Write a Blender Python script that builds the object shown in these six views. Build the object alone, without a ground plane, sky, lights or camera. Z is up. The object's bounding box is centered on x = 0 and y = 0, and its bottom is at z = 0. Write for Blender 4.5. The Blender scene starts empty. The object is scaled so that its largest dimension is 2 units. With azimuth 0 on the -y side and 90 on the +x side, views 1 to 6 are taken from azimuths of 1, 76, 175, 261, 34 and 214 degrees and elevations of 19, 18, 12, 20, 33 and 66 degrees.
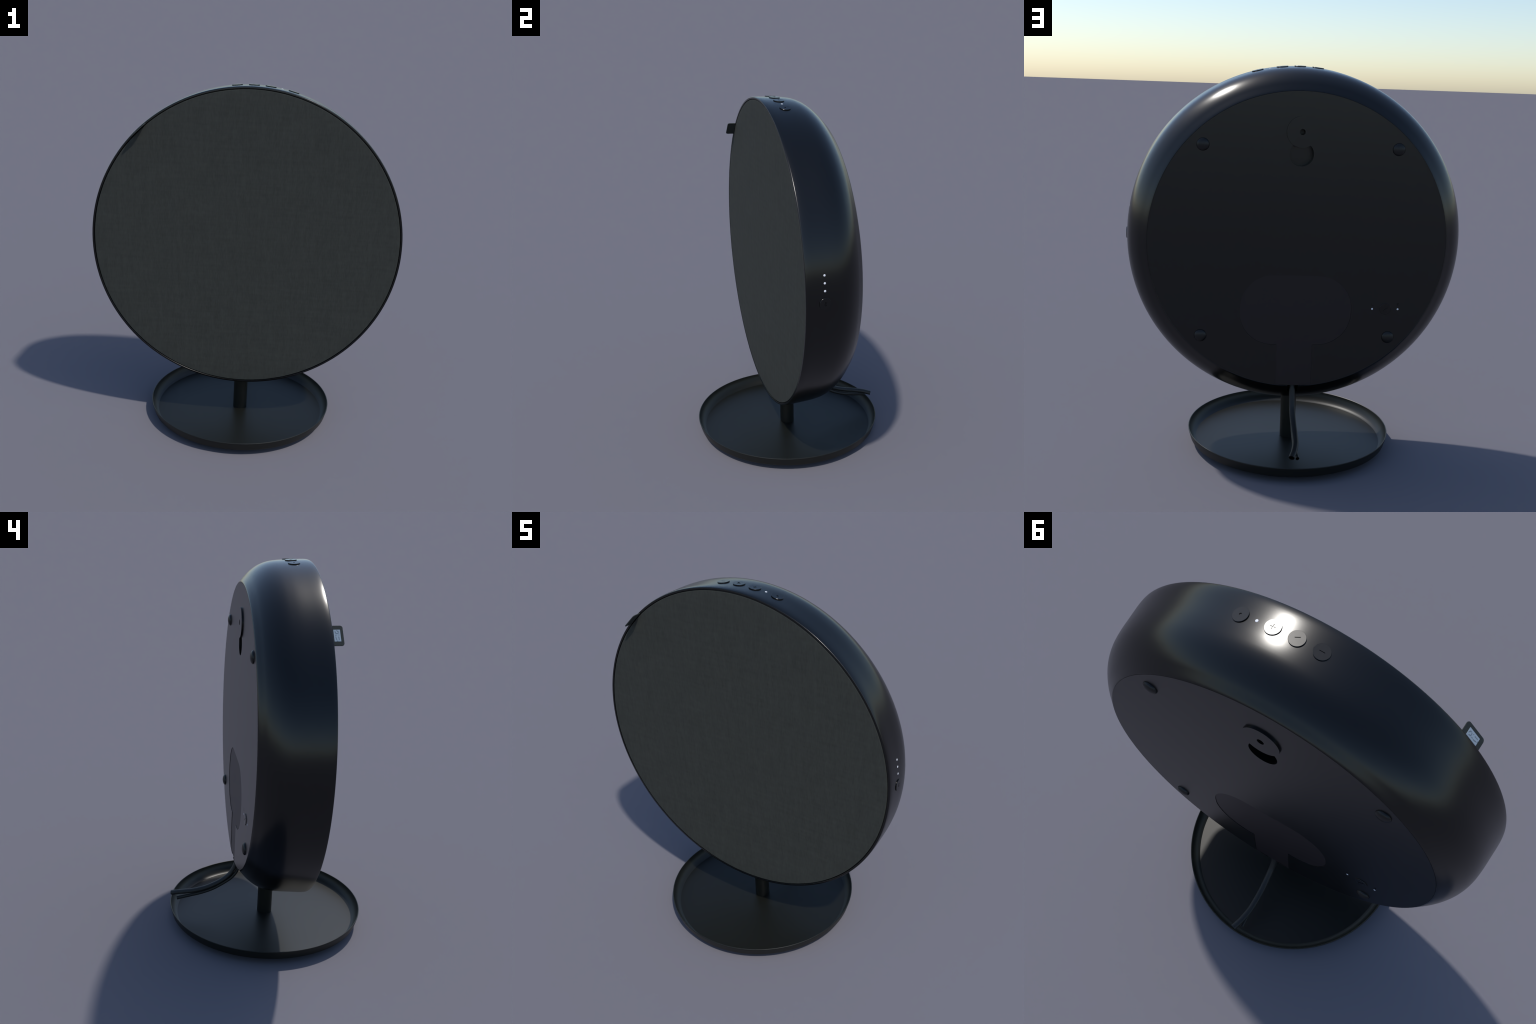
"""Round table speaker on a dished stand: drum-shaped shell, woven front, flat back panel with
hanger, feet and cable channel, pedestal post on a shallow tray, two cables leaving the back."""
import bpy, bmesh, math
from mathutils import Vector, Matrix

CZ = 1.1263                      # height of the drum's axis (the axis runs along y)
PI = math.pi

# ------------------------------------------------------------------ materials
def new_mat(name):
    m = bpy.data.materials.new(name)
    m.use_nodes = True
    nt = m.node_tree
    return m, nt, nt.nodes["Principled BSDF"]

def plain(name, col, rough, spec=0.5, grain=0.0, grain_scale=400.0, bump=0.0, metallic=0.0):
    m, nt, b = new_mat(name)
    b.inputs["Roughness"].default_value = rough
    b.inputs["Specular IOR Level"].default_value = spec
    b.inputs["Metallic"].default_value = metallic
    b.inputs["Base Color"].default_value = (*col, 1)
    if grain > 0 or bump > 0:
        tc = nt.nodes.new("ShaderNodeTexCoord")
        nz = nt.nodes.new("ShaderNodeTexNoise")
        nz.inputs["Scale"].default_value = grain_scale
        nz.inputs["Detail"].default_value = 3
        nt.links.new(tc.outputs["Object"], nz.inputs["Vector"])
        if grain > 0:
            r = nt.nodes.new("ShaderNodeValToRGB")
            r.color_ramp.elements[0].position = 0.3
            r.color_ramp.elements[1].position = 0.7
            r.color_ramp.elements[0].color = (*[c * (1 - grain) for c in col], 1)
            r.color_ramp.elements[1].color = (*[c * (1 + grain) for c in col], 1)
            nt.links.new(nz.outputs["Fac"], r.inputs["Fac"])
            nt.links.new(r.outputs["Color"], b.inputs["Base Color"])
        if bump > 0:
            bp = nt.nodes.new("ShaderNodeBump")
            bp.inputs["Strength"].default_value = bump
            bp.inputs["Distance"].default_value = 0.001
            nt.links.new(nz.outputs["Fac"], bp.inputs["Height"])
            nt.links.new(bp.outputs["Normal"], b.inputs["Normal"])
    return m

def fabric_mat(name, col, amount):
    """Woven cloth: long faint slubs along warp and weft, fine thread grain, soft bump."""
    m, nt, b = new_mat(name)
    b.inputs["Roughness"].default_value = 0.85
    b.inputs["Specular IOR Level"].default_value = 0.18
    tc = nt.nodes.new("ShaderNodeTexCoord")
    def slub(scale_vec, scale, rot=0.0):
        mp = nt.nodes.new("ShaderNodeMapping")
        mp.inputs["Scale"].default_value = scale_vec
        mp.inputs["Rotation"].default_value = (0, rot, 0)
        nz = nt.nodes.new("ShaderNodeTexNoise")
        nz.inputs["Scale"].default_value = scale
        nz.inputs["Detail"].default_value = 4
        nz.inputs["Roughness"].default_value = 0.6
        nt.links.new(tc.outputs["Object"], mp.inputs["Vector"])
        nt.links.new(mp.outputs["Vector"], nz.inputs["Vector"])
        return nz.outputs["Fac"]
    warp = slub((9, 1, 1.3), 6)
    weft = slub((1.3, 1, 9), 6)
    twill = slub((55, 1, 14), 3.0, math.radians(-38))
    def mix(a, bb, f):
        mx = nt.nodes.new("ShaderNodeMix")
        mx.data_type = 'FLOAT'
        mx.inputs[0].default_value = f
        nt.links.new(a, mx.inputs[2]); nt.links.new(bb, mx.inputs[3])
        return mx.outputs[0]
    cloth = mix(mix(warp, weft, 0.45), twill, 0.42)
    r = nt.nodes.new("ShaderNodeValToRGB")
    r.color_ramp.elements[0].position = 0.36
    r.color_ramp.elements[1].position = 0.64
    r.color_ramp.elements[0].color = (*[c * (1 - amount) for c in col], 1)
    r.color_ramp.elements[1].color = (*[c * (1 + amount) for c in col], 1)
    nt.links.new(cloth, r.inputs["Fac"])
    nt.links.new(r.outputs["Color"], b.inputs["Base Color"])
    bp = nt.nodes.new("ShaderNodeBump")
    bp.inputs["Strength"].default_value = 0.06
    bp.inputs["Distance"].default_value = 0.002
    nt.links.new(cloth, bp.inputs["Height"])
    nt.links.new(bp.outputs["Normal"], b.inputs["Normal"])
    return m

M_SHELL = plain("shell_satin_black", (0.002, 0.002, 0.0018), 0.235, 0.48)
M_PANEL = plain("back_panel_matt_black", (0.003, 0.003, 0.003), 0.275, 0.5)
M_COVER = plain("cover_panel_matt_black", (0.0135, 0.0095, 0.0112), 0.42, 0.38)
M_FOOT = plain("foot_rubber", (0.006, 0.006, 0.006), 0.38, 0.4)
M_BUTTON = plain("button_black", (0.002, 0.002, 0.002), 0.235, 0.5)
M_LIGHT = plain("indicator_white", (0.75, 0.76, 0.80), 0.4, 0.4)
M_STAND = plain("stand_powder_coat", (0.0066, 0.0070, 0.0050), 0.42, 0.40)
M_CABLE = plain("cable_black", (0.011, 0.012, 0.012), 0.50, 0.4)
M_FABRIC = fabric_mat("woven_grey_cloth", (0.0380, 0.0402, 0.0355), 0.18)
M_TAG = plain("tag_ribbon", (0.035, 0.040, 0.038), 0.85, 0.2, grain=0.12, grain_scale=160)
M_PATCH = plain("tag_print_pale", (0.36, 0.42, 0.47), 0.8, 0.2)
M_MARK = plain("tag_print_grey", (0.20, 0.235, 0.265), 0.8, 0.2)
M_GAP = plain("shadow_gap_black", (0.002, 0.002, 0.002), 0.9, 0.0)

# ------------------------------------------------------------------ helpers
ROOT = bpy.data.objects.new("round_speaker", None)
bpy.context.scene.collection.objects.link(ROOT)
ROOT["label"] = "black round drum speaker on a shallow dished pedestal stand"
ROOT["category"] = "speaker"

def add(name, mesh, mat, parent=ROOT):
    o = bpy.data.objects.new(name, mesh)
    bpy.context.scene.collection.objects.link(o)
    if mat is not None:
        mesh.materials.clear(); mesh.materials.append(mat)
    if parent is not None:
        o.parent = parent
    return o

def finish(bm, name, angle=35.0):
    bmesh.ops.remove_doubles(bm, verts=bm.verts, dist=1e-6)
    bmesh.ops.recalc_face_normals(bm, faces=bm.faces)
    me = bpy.data.meshes.new(name)
    bm.to_mesh(me); bm.free()
    smooth(me, angle)
    return me

def smooth(me, angle):
    for p in me.polygons: p.use_smooth = True
    me.set_sharp_from_angle(angle=math.radians(angle))

def revolve(profile, segs, place, closed=False):
    """profile: (radius, height) pairs; place(r, h, angle) -> point. Zero radius makes a pole."""
    bm = bmesh.new(); rings = []
    for r, h in profile:
        if r < 1e-7:
            rings.append([bm.verts.new(place(0, h, 0))])
        else:
            rings.append([bm.verts.new(place(r, h, 2 * PI * i / segs)) for i in range(segs)])
    pairs = list(zip(rings, rings[1:])) + ([(rings[-1], rings[0])] if closed else [])
    for a, b in pairs:
        for i in range(segs):
            j = (i + 1) % segs
            if len(a) == 1 and len(b) == 1: continue
            if len(a) == 1: bm.faces.new((a[0], b[i], b[j]))
            elif len(b) == 1: bm.faces.new((a[i], a[j], b[0]))
            else: bm.faces.new((a[i], a[j], b[j], b[i]))
    return bm

def about_y(r, h, a): return Vector((r * math.sin(a), h, CZ + r * math.cos(a)))
def about_z(r, h, a): return Vector((r * math.sin(a), r * math.cos(a), h))

def prism(outline, lo, hi, place):
    """Extrude a closed 2D outline between two heights; place(u, v, h) -> point."""
    bm = bmesh.new()
    a = [bm.verts.new(place(u, v, lo)) for u, v in outline]
    b = [bm.verts.new(place(u, v, hi)) for u, v in outline]
    n = len(a)
    bm.faces.new(a); bm.faces.new(b[::-1])
    for i in range(n):
        bm.faces.new((a[i], a[(i + 1) % n], b[(i + 1) % n], b[i]))
    return bm

def on_back(u, v, h): return Vector((u, h, v))
def flat(u, v, h): return Vector((u, v, h))

def arc(cx, cy, r, a0, a1, n):
    return [(cx + r * math.cos(math.radians(a0 + (a1 - a0) * i / n)),
             cy + r * math.sin(math.radians(a0 + (a1 - a0) * i / n))) for i in range(n + 1)]

def circle2(cx, cy, r, n=32):
    return arc(cx, cy, r, 0, 360 * (n - 1) / n, n - 1)

def round_rect(x0, y0, x1, y1, r, n=12):
    return (arc(x1 - r, y1 - r, r, 0, 90, n) + arc(x0 + r, y1 - r, r, 90, 180, n) +
            arc(x0 + r, y0 + r, r, 180, 270, n) + arc(x1 - r, y0 + r, r, 270, 360, n))

def stroke(p, q, w):
    """Outline of a straight stroke of width w from p to q."""
    p, q = Vector(p), Vector(q)
    d = (q - p).normalized(); n = Vector((-d.y, d.x)) * w / 2
    return [tuple(p + n), tuple(p - n), tuple(q - n), tuple(q + n)]

def cut(me, cutters, angle=35.0):
    """Boolean-subtract the bmeshes in cutters from mesh me, return the new mesh."""
    tmp = bpy.data.objects.new("tmp", me)
    bpy.context.scene.collection.objects.link(tmp)
    junk = []
    for c in cutters:
        cm = finish(c, "cutter")
        co = bpy.data.objects.new("cutter", cm)
        bpy.context.scene.collection.objects.link(co)
        co.hide_render = True
        md = tmp.modifiers.new("cut", 'BOOLEAN')
        md.operation = 'DIFFERENCE'; md.solver = 'EXACT'; md.object = co
        junk.append((co, cm))
    dg = bpy.context.evaluated_depsgraph_get()
    out = bpy.data.meshes.new_from_object(tmp.evaluated_get(dg))
    bpy.data.objects.remove(tmp)
    for co, cm in junk:
        bpy.data.objects.remove(co); bpy.data.meshes.remove(cm)
    smooth(out, angle)
    return out

def catmull(pts, sub):
    pts = [Vector(p) for p in pts]
    e = [pts[0] * 2 - pts[1]] + pts + [pts[-1] * 2 - pts[-2]]
    out = []
    for i in range(1, len(e) - 2):
        for k in range(sub):
            t = k / sub
            a, b, c, d = e[i - 1], e[i], e[i + 1], e[i + 2]
            out.append(0.5 * ((2 * b) + (c - a) * t + (2 * a - 5 * b + 4 * c - d) * t * t + (3 * b - a - 3 * c + d) * t ** 3))
    out.append(pts[-1])
    return out

# ------------------------------------------------------------------ drum shell
LIP_Y, BACK_Y = -0.1362, 0.1966
# outer curve: gentle taper from the front lip, then a wide rounding down to the back panel
outer = [(0.8682, LIP_Y), (0.8698, -0.1355), (0.8710, -0.1338), (0.8717, -0.130), (0.8724, -0.119),
         (0.8720, -0.102), (0.8707, -0.080), (0.8691, -0.057), (0.8674, -0.030), (0.8653, 0.000), (0.8625, 0.025),
         (0.8586, 0.050), (0.8530, 0.071), (0.8458, 0.090), (0.8350, 0.111), (0.8218, 0.130),
         (0.8086, 0.146), (0.7939, 0.161), (0.7790, 0.1735), (0.7650, 0.1855), (0.7530, 0.1952)]
inner = [(0.7505, 0.1963), (0.7495, 0.1958), (0.7493, 0.180), (0.765, 0.165), (0.815, 0.115), (0.845, 0.05),
         (0.853, -0.02), (0.855, -0.105), (0.8602, -0.108), (0.8605, -0.1355), (0.8612, LIP_Y)]
def refine(pr, sub):
    q = catmull([(r, h, 0) for r, h in pr], sub)
    return [(v.x, v.y) for v in q]
shell_profile = refine(outer, 2) + inner
shell = finish(revolve(shell_profile, 160, about_y, closed=True), "shell", 30)
# slot under the back panel that lets the cables out
slot = prism(round_rect(-0.027, 0.335, 0.027, 0.385, 0.008, 6), 0.135, 0.22, on_back)
shell = cut(shell, [slot], 30)
add("shell", shell, M_SHELL)

# ------------------------------------------------------------------ woven front
front = [(0, -0.1355), (0.30, -0.1355), (0.60, -0.1355), (0.80, -0.1355), (0.8535, -0.1355), (0.8550, -0.1354),
         (0.8563, -0.1349), (0.8572, -0.1328), (0.8574, -0.128), (0.8574, -0.109), (0, -0.109)]
add("front_cloth", finish(revolve(front, 160, about_y), "front_cloth", 50), M_FABRIC)

# ------------------------------------------------------------------ back panel
plate = [(0, BACK_Y), (0.7491, BACK_Y), (0.7491, 0.10), (0, 0.10)]
panel = finish(revolve(plate, 160, about_y), "back_panel")
# keyhole-shaped hanger: a raised disc with a screw hole overlapping a deep round pocket
PAD = [(-0.0925, 0.30), (0.0925, 0.30), (0.0925, 0.6005)] + \
      arc(0.115, 0.7705, 0.170, -90, 0, 24) + arc(0.115, 0.794, 0.170, 0, 90, 24) + \
      arc(-0.115, 0.794, 0.170, 90, 180, 24) + arc(-0.115, 0.7705, 0.170, 180, 270, 24) + [(-0.0925, 0.6005)]
marks = []
def back_stroke(p, q, w): return prism(stroke(p, q, w), 0.1945, 0.215, on_back)
# letters beside the two small lights: an L and an R, read from behind (x runs to the left)
lx, lz = -0.392, 0.8115
marks.append(prism([(lx + .0045, lz + .016), (lx + .0018, lz + .016), (lx + .0018, lz + .0025), (lx - .006, lz + .0025),
                    (lx - .006, lz), (lx + .0045, lz)], 0.1945, 0.215, on_back))
rx, rz = -0.525, 0.8115
marks += [back_stroke((rx + .004, rz), (rx + .004, rz + .016), .0026),
          back_stroke((rx + .0015, rz + .0145), (rx - .0045, rz + .0145), .0024),
          back_stroke((rx - .004, rz + .0130), (rx - .004, rz + .0085), .0024),
          back_stroke((rx + .0015, rz + .0075), (rx - .0052, rz + .0002), .0026)]
panel = cut(panel, [prism(PAD, 0.187, 0.22, on_back),
                    prism(circle2(0, 1.5720, 0.0603, 64), 0.138, 0.22, on_back),
                    prism(circle2(0, 1.6800, 0.0145, 32), 0.115, 0.22, on_back)] + marks, 12)
add("back_panel", panel, M_PANEL)

pad_mesh = prism([(u * 0.9994, 0.7823 + (v - 0.7823) * 0.9994) for u, v in
                  [(p[0], max(p[1], 0.3815 if abs(p[0]) < 0.1 else p[1])) for p in PAD]], 0.1865, 0.1945, on_back)
add("cover_panel", finish(pad_mesh, "cover_panel"), M_COVER)

disc = finish(prism(circle2(0, 1.6802, 0.0765, 72), 0.1963, 0.2045, on_back), "hanger_disc")
disc = cut(disc, [prism(circle2(0, 1.6802, 0.0145, 32), 0.13, 0.25, on_back)])
add("hanger_disc", disc, M_PANEL)

dome = [(0.0318 * math.cos(t), 0.0005 + 0.0148 * math.sin(t)) for t in [PI / 2 * i / 10 for i in range(10)]] + [(0, 0.0153)]
foot_mesh = finish(revolve([(0, -0.004), (0.0318, -0.004)] + dome, 32, about_z), "foot", 60)
for i, (x, z) in enumerate([(0.481, 1.6080), (-0.481, 1.6080), (0.481, 0.6455), (-0.481, 0.6455)]):
    o = add("rubber_foot", foot_mesh, M_FOOT)
    o.matrix_local = Matrix.Translation((x, BACK_Y, z)) @ Matrix.Rotation(-PI / 2, 4, 'X')

# ------------------------------------------------------------------ buttons and lights
BR = 0.0300
def button_mesh(cutters):
    cap = [(0, -0.008), (BR, -0.008), (BR, 0.0036), (BR - 0.0008, 0.0044), (0, 0.0044)]
    me = finish(revolve(cap, 40, about_z), "button", 25)
    return cut(me, cutters, 25) if cutters else me

def engrave(outline): return prism(outline, 0.0020, 0.02, flat)

SHELL_R, ROW_Y, TILT = 0.8676, -0.0395, math.radians(3.7)
def on_shell(deg, y=ROW_Y, r=SHELL_R):
    t = math.radians(deg)
    m = Matrix(((math.cos(t), 0, math.sin(t), r * math.sin(t)),
                (0, 1, 0, y),
                (-math.sin(t), 0, math.cos(t), CZ + r * math.cos(t)),
                (0, 0, 0, 1)))
    return m @ Matrix.Rotation(-TILT, 4, 'X')

w, L = 0.0018, 0.0102
plus = [engrave([(-L, -w), (-w, -w), (-w, -L), (w, -L), (w, -w), (L, -w), (L, w), (w, w), (w, L), (-w, L), (-w, w), (-L, w)])]
minus = [engrave([(-L, -w), (L, -w), (L, w), (-L, w)])]
play = [engrave([(-0.0085, -0.0100), (0.0105, 0.0), (-0.0085, 0.0100)])]
power = [engrave(circle2(0, 0, 0.0050, 20))]
# angular rune: upright bar, two points on one side, two tails on the other
rw = 0.0020
rune = [engrave(stroke((0.0118, 0), (-0.0118, 0), rw)),
        engrave(stroke((0.0113, -0.0004), (0.0052, 0.0072), rw)), engrave(stroke((0.0060, 0.0070), (-0.0062, -0.0074), rw)),
        engrave(stroke((-0.0113, -0.0004), (-0.0052, 0.0072), rw)), engrave(stroke((-0.0060, 0.0070), (0.0062, -0.0074), rw))]
for deg, sym in [(14.3, power), (5.95, plus), (0.0, play), (-6.05, minus), (90.0, rune)]:
    o = add("button", button_mesh(sym), M_BUTTON)
    o.matrix_local = on_shell(deg)

back_button = add("button", button_mesh([engrave(stroke((-0.008, -0.006), (0.008, 0.006), 0.003)),
                                         engrave(circle2(-0.009, -0.007, 0.0035, 16)), engrave(circle2(0.009, 0.007, 0.0035, 16))]), M_BUTTON)
back_button.matrix_local = Matrix.Translation((-0.4600, BACK_Y - 0.0015, 0.7960)) @ Matrix.Rotation(-PI / 2, 4, 'X')

lens = finish(revolve([(0, -0.003), (0.0056, -0.003), (0.0056, 0.0004), (0.0048, 0.0009), (0, 0.0011)], 20, about_z), "light", 50)
for deg in (10.1, 80.7, 83.25, 85.8):
    add("indicator_light", lens, M_LIGHT).matrix_local = on_shell(deg)
small = finish(revolve([(0, -0.003), (0.0049, -0.003), (0.0049, 0.0004), (0.0042, 0.0008), (0, 0.0010)], 20, about_z), "light_small", 50)
for x in (-0.3925, -0.5250):
    add("indicator_light", small, M_LIGHT).matrix_local = Matrix.Translation((x, BACK_Y, 0.7947)) @ Matrix.Rotation(-PI / 2, 4, 'X')

# ------------------------------------------------------------------ ribbon tag at the front edge
# local frame: x along the rim, y along the drum axis, z outward
TAG_M = on_shell(-45.0, 0.0, 0.8640)
tag_out = [(-0.0525, -0.118), (0.0525, -0.118)] + [(u, -v) for u, v in arc(0.0405, 0.1705, 0.0120, 0, 90, 8)] + \
          [(u, -v) for u, v in arc(-0.0405, 0.1705, 0.0120, 90, 180, 8)]
tag = finish(prism(tag_out, -0.0022, 0.0014, flat), "tag")
# lean the free end slightly outward
for v in tag.vertices:
    v.co.z += (-0.150 - v.co.y) * 0.06
tag_o = add("ribbon_tag", tag, M_TAG); tag_o.matrix_local = TAG_M @ Matrix.Rotation(TILT, 4, 'X')
def on_tag(u, v, h): return Vector((u, v, h + (-0.150 - v) * 0.06))
PX, PY0, PY1 = 0.0310, -0.1395, -0.1695
patch = add("tag_print", finish(prism([(-PX, PY0), (-PX, PY1), (PX, PY1), (PX, PY0)], 0.0010, 0.0020, on_tag), "tag_print"), M_PATCH, tag_o)
def mk(u0, v0, u1, v1, wd=0.0034):
    # (u: shell edge -> free edge, v: upper -> lower) fractions of the print
    def pos(u, v): return (PX - 2 * PX * v, PY0 + (PY1 - PY0) * u)
    return prism(stroke(pos(u0, v0), pos(u1, v1), wd), 0.0015, 0.0025, on_tag)
glyphs = bmesh.new()
for s in [(.24, .14, .34, .33), (.45, .06, .66, .14), (.70, .12, .72, .24), (.40, .33, .72, .30), (.25, .45, .36, .45), (.28, .49, .34, .52),
          (.70, .45, .80, .47), (.27, .60, .31, .74), (.31, .74, .38, .87), (.70, .60, .72, .72), (.72, .75, .72, .88), (.40, .95, .55, .95)]:
    g = mk(*s); tmp = bpy.data.meshes.new("g"); g.to_mesh(tmp); g.free(); glyphs.from_mesh(tmp); bpy.data.meshes.remove(tmp)
gm = bpy.data.meshes.new("print_marks"); bmesh.ops.recalc_face_normals(glyphs, faces=glyphs.faces); glyphs.to_mesh(gm); glyphs.free()
go = add("print_marks", gm, M_MARK, patch); go["kind"] = "stuff"

# ------------------------------------------------------------------ stand
tray = [(0, 0.0), (0.445, 0.0), (0.465, 0.003), (0.490, 0.0125), (0.505, 0.0210), (0.518, 0.0285), (0.5255, 0.0328), (0.5285, 0.0365),
        (0.5330, 0.0525), (0.5375, 0.0690), (0.5400, 0.0778), (0.5402, 0.0800), (0.5394, 0.0817), (0.5380, 0.0825), (0.5366, 0.0817)]
# concave inner wall: leaves the floor at a crease and bends up to the rim
cx, cy, cr = 0.4665, 0.0808, 0.0690
tray += [(cx + cr * math.cos(math.radians(a)), cy + cr * math.sin(math.radians(a))) for a in range(0, -60, -6)]
tray += [(0.4980, 0.0212), (0, 0.0210)]
add("base_tray", finish(revolve(tray, 160, about_z), "base_tray", 18), M_STAND)
post = [(0, 0.015), (0.0412, 0.015), (0.0412, 0.275), (0, 0.275)]
add("post", finish(revolve(post, 48, about_z), "post"), M_STAND)

# ------------------------------------------------------------------ cables
def cable(name, pts, r, flatten=1.0, sides=20):
    path = catmull(pts, 10)
    bm = bmesh.new(); rings = []
    side = Vector((1, 0, 0))
    n = len(path)
    def ring(c, t, rad):
        nonlocal side
        t = t.normalized(); s = (side - t * side.dot(t)).normalized(); up = t.cross(s); side = s
        return [bm.verts.new(c + rad * (s * math.cos(2 * PI * i / sides) + up * flatten * math.sin(2 * PI * i / sides))) for i in range(sides)]
    for i, c in enumerate(path):
        rings.append(ring(c, path[min(i + 1, n - 1)] - path[max(i - 1, 0)], r))
    t = (path[-1] - path[-2]).normalized()
    rings.append(ring(path[-1], t, r * 0.82))             # open end: wall and dark bore
    rings.append(ring(path[-1] - t * 0.03, t, r * 0.80))
    for a, b in zip(rings, rings[1:]):
        for i in range(sides):
            bm.faces.new((a[i], a[(i + 1) % sides], b[(i + 1) % sides], b[i]))
    bm.faces.new(rings[-1]); bm.faces.new(rings[0][::-1])
    me = finish(bm, name, 50)
    o = add(name, me, M_CABLE)
    me.materials.append(M_GAP)
    # the bore is made of the last faces built: two inner rings and the end wall
    first = (len(rings) - 2) * sides
    for p in me.polygons:
        if first <= p.index < first + sides or p.index == len(me.polygons) - 2: p.material_index = 1
    return o
cable("cable", [(0.001, 0.150, 0.400), (0.000, 0.166, 0.355), (0.000, 0.178, 0.3152), (0.000, 0.1925, 0.2838), (0.000, 0.2135, 0.2525), (-0.001, 0.2595, 0.2166),
                (-0.003, 0.320, 0.1870), (-0.003, 0.370, 0.1709), (-0.001, 0.4235, 0.1595), (0.011, 0.4865, 0.1485), (0.027, 0.533, 0.1360)], 0.0156, 0.80)
cable("cable", [(0.001, 0.138, 0.370), (0.000, 0.1500, 0.327), (0.000, 0.1653, 0.2832), (0.000, 0.1942, 0.2407), (0.001, 0.2403, 0.2051), (0.002, 0.305, 0.1675),
                (0.002, 0.372, 0.1440), (0.000, 0.4394, 0.1300), (-0.005, 0.504, 0.1180)], 0.0096)
